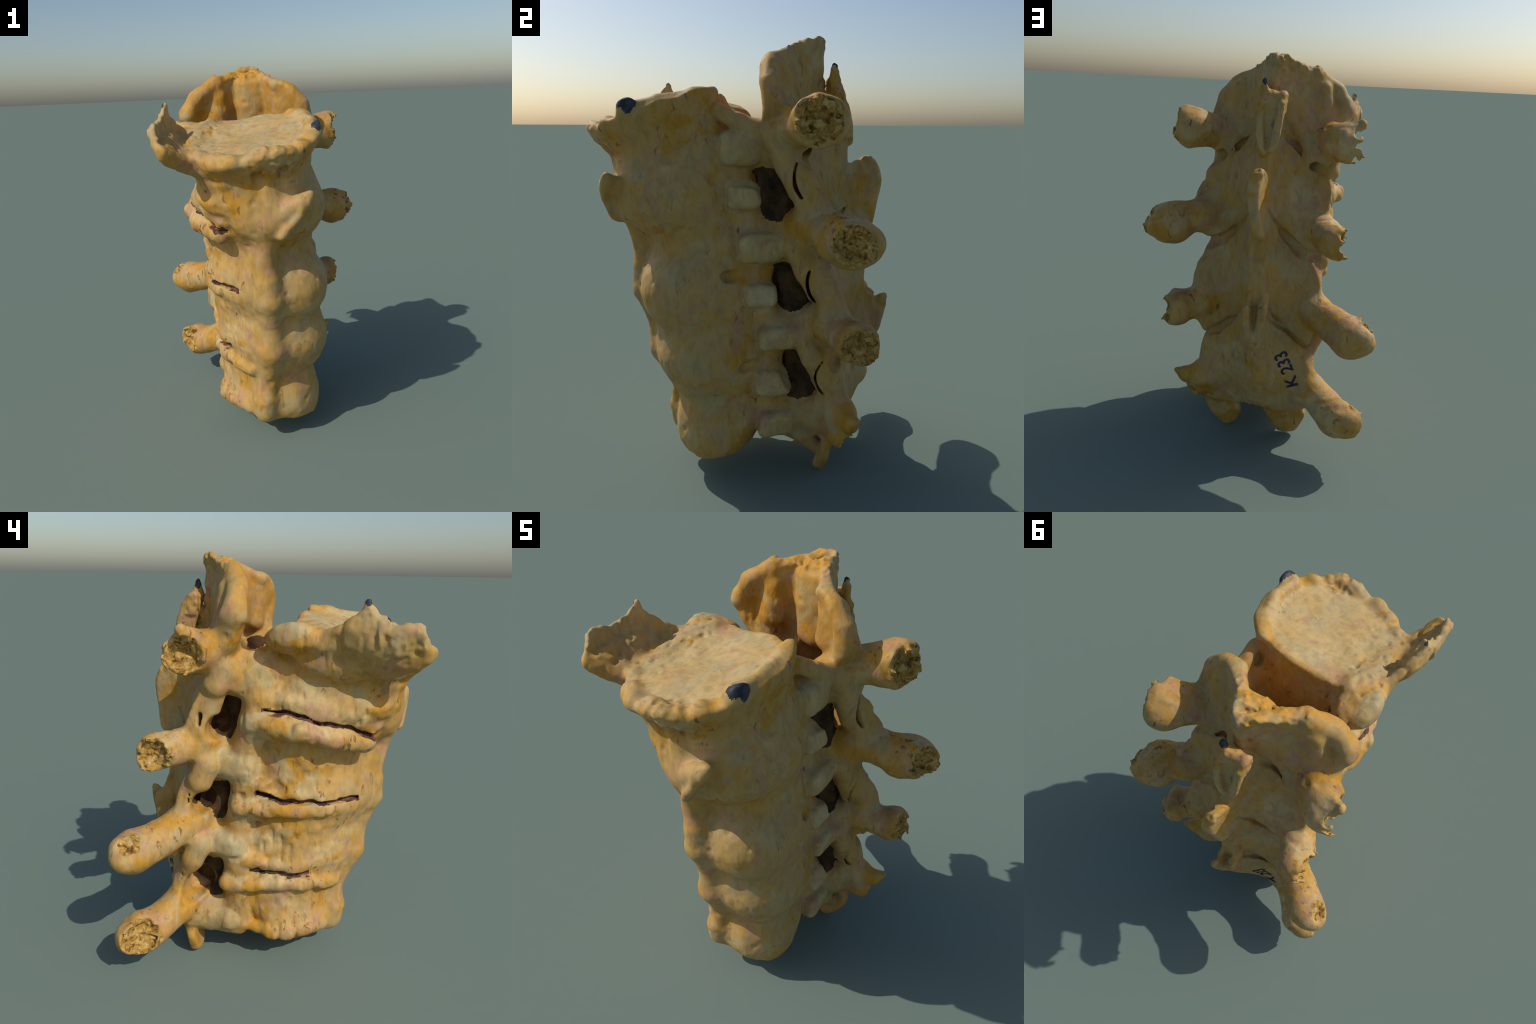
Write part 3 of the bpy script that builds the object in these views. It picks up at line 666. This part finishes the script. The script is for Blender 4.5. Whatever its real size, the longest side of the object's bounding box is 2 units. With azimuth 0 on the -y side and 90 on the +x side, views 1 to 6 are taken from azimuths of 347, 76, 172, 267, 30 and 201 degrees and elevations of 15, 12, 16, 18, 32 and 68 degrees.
def spongy():
    mat, nt, bs, co = nodes_of('spongy_broken_bone', 0.8, 0.15)
    n = noise(nt, co, 34, 5, 0.65, 1.0)
    col = ramp(nt, n, [(0.34, (0.10, 0.05, 0.018)), (0.42, (0.32, 0.17, 0.035)), (0.52, (0.50, 0.30, 0.07)), (0.66, (0.58, 0.42, 0.20))])
    nt.links.new(col, bs.inputs['Base Color'])
    bp = nt.nodes.new('ShaderNodeBump'); bp.inputs['Strength'].default_value = 0.8; bp.inputs['Distance'].default_value = 0.02
    nt.links.new(n, bp.inputs['Height']); nt.links.new(bp.outputs[0], bs.inputs['Normal'])
    return mat
M_SPONGY = spongy()

def plain(name, dark, light, scale, rough=0.8):
    mat, nt, bs, co = nodes_of(name, rough, 0.2)
    nt.links.new(ramp(nt, noise(nt, co, scale, 4), [(0.35, dark), (0.68, light)]), bs.inputs['Base Color'])
    return mat
M_CLEFT = plain('purple_brown_dirt', (0.055, 0.020, 0.022), (0.20, 0.10, 0.06), 40)
M_FLAKE = plain('dark_slate_crust', (0.020, 0.025, 0.035), (0.07, 0.075, 0.085), 30, 0.5)
M_BAKED_SHADE = plain('baked_foramen_shade', (0.030, 0.016, 0.008), (0.11, 0.06, 0.022), 14)
M_INK = plain('blue_black_ink', (0.015, 0.014, 0.045), (0.06, 0.045, 0.06), 60, 0.6)
MATS = {'rib_facet': M_FACET, 'endplate': M_PLATE, 'canal_wall': M_CANAL, 'broken_end': M_SPONGY, 'disc_cleft': M_CLEFT, 'dark_crust': M_FLAKE, 'foramen_shade_plug': M_BAKED_SHADE,
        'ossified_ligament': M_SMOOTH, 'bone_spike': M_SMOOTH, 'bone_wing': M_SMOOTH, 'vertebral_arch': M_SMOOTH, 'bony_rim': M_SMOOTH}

# --------------------------------------------------------------------------
# 11. objects
# --------------------------------------------------------------------------
root = bpy.data.objects.new('fused_vertebrae', None)
bpy.context.scene.collection.objects.link(root)
root['label'] = 'four fused yellowed thoracic vertebrae with broken processes'
root['category'] = 'bone'
uniq = sorted(set(names))
done = {}
order = sorted(uniq, key=lambda s: s.startswith('broken_end'))
for nm in order:
    sel = np.nonzero(names == nm)[0]
    if len(sel) < 1: continue
    q = Q[sel]
    used, inv = np.unique(q, return_inverse=True)
    me = bpy.data.meshes.new(nm.split('.')[0])
    me.from_pydata(world[used].tolist(), [], inv.reshape(-1, 4).tolist())
    me.polygons.foreach_set('use_smooth', np.ones(len(sel), bool))
    me.update()
    me.normals_split_custom_set_from_vertices(vn[used].tolist())
    me.materials.append(MATS.get(nm.split('.')[0], M_BONE))
    ob = bpy.data.objects.new(nm.split('.')[0], me)
    bpy.context.scene.collection.objects.link(ob)
    ob.parent = root
    done[nm] = ob

# handwritten inventory number on the lowest lamina
from mathutils.bvhtree import BVHTree
from mathutils import Vector
bvh = BVHTree.FromPolygons(world.tolist(), Q.tolist())
cu = bpy.data.curves.new('inventory_number', 'FONT')
cu.body = 'K 233'; cu.size = 0.075; cu.align_x = 'CENTER'; cu.align_y = 'CENTER'; cu.offset = 0.0012; cu.resolution_u = 4
tmp = bpy.data.objects.new('inventory_number_curve', cu)
bpy.context.scene.collection.objects.link(tmp)
bpy.context.view_layer.update()
tm = bpy.data.meshes.new_from_object(tmp.evaluated_get(bpy.context.evaluated_depsgraph_get()))
bpy.data.objects.remove(tmp)
import bmesh
bm = bmesh.new(); bm.from_mesh(tm)
bmesh.ops.triangulate(bm, faces=bm.faces)
for _ in range(3):
    long = [e for e in bm.edges if e.calc_length() > 0.008]
    if long: bmesh.ops.subdivide_edges(bm, edges=long, cuts=1); bmesh.ops.triangulate(bm, faces=bm.faces)
c0, c1 = np.array([-0.252, 0.365]), np.array([-0.182, 0.545])      # (a, z) of the first and last sign
run = (c1 - c0) / np.linalg.norm(c1 - c0); upv = np.array([run[1], -run[0]]) * -1   # tops point to +a seen from behind
upv = np.array([-run[1], run[0]]) if (np.array([-run[1], run[0]]) @ np.array([1, 0])) > 0 else np.array([run[1], -run[0]])
mid = 0.5 * (c0 + c1); ks = 0.205 / max(1e-6, max(v.co.x for v in bm.verts) - min(v.co.x for v in bm.verts))
for v in bm.verts:
    az = mid + run * v.co.x * ks + upv * v.co.y * ks * 0.95
    o = np.array([az[0], 0.70, az[1]])
    wo = Vector((o[0] * cy - o[1] * sy, o[0] * sy + o[1] * cy, o[2])); wd = Vector((sy, -cy, 0))
    hit, nrm, _, _ = bvh.ray_cast(wo, wd)
    if hit is None: hit, nrm = wo + wd * 0.3, -wd
    v.co = hit - wd * 0.0035
for f in bm.faces:
    if f.normal.dot(Vector((-sy, cy, 0))) < 0: f.normal_flip()
bm.to_mesh(tm); bm.free()
tm.materials.append(M_INK)
ink = bpy.data.objects.new('inventory_number', tm)
bpy.context.scene.collection.objects.link(ink)
ink.parent = done.get('vertebral_arch.3', root)
TPS = [k for k in done if k.startswith('transverse_process')]
for k, ob in done.items():
    if k.startswith('broken_end') and 'transverse_process.' + k.split('.')[1] in done:
        ob.parent = done['transverse_process.' + k.split('.')[1]]
    if k.startswith('disc_cleft'): ob.parent = done.get('vertebral_body.%d' % (int(k.split('.')[1]) + 1), root)
    if k == 'endplate': ob.parent = done.get('vertebral_body.0', root)
    if k == 'canal_wall': ob.parent = done.get('vertebral_arch.0', root)
print('parts', len(done), 'time', round(time.time() - T0, 1))
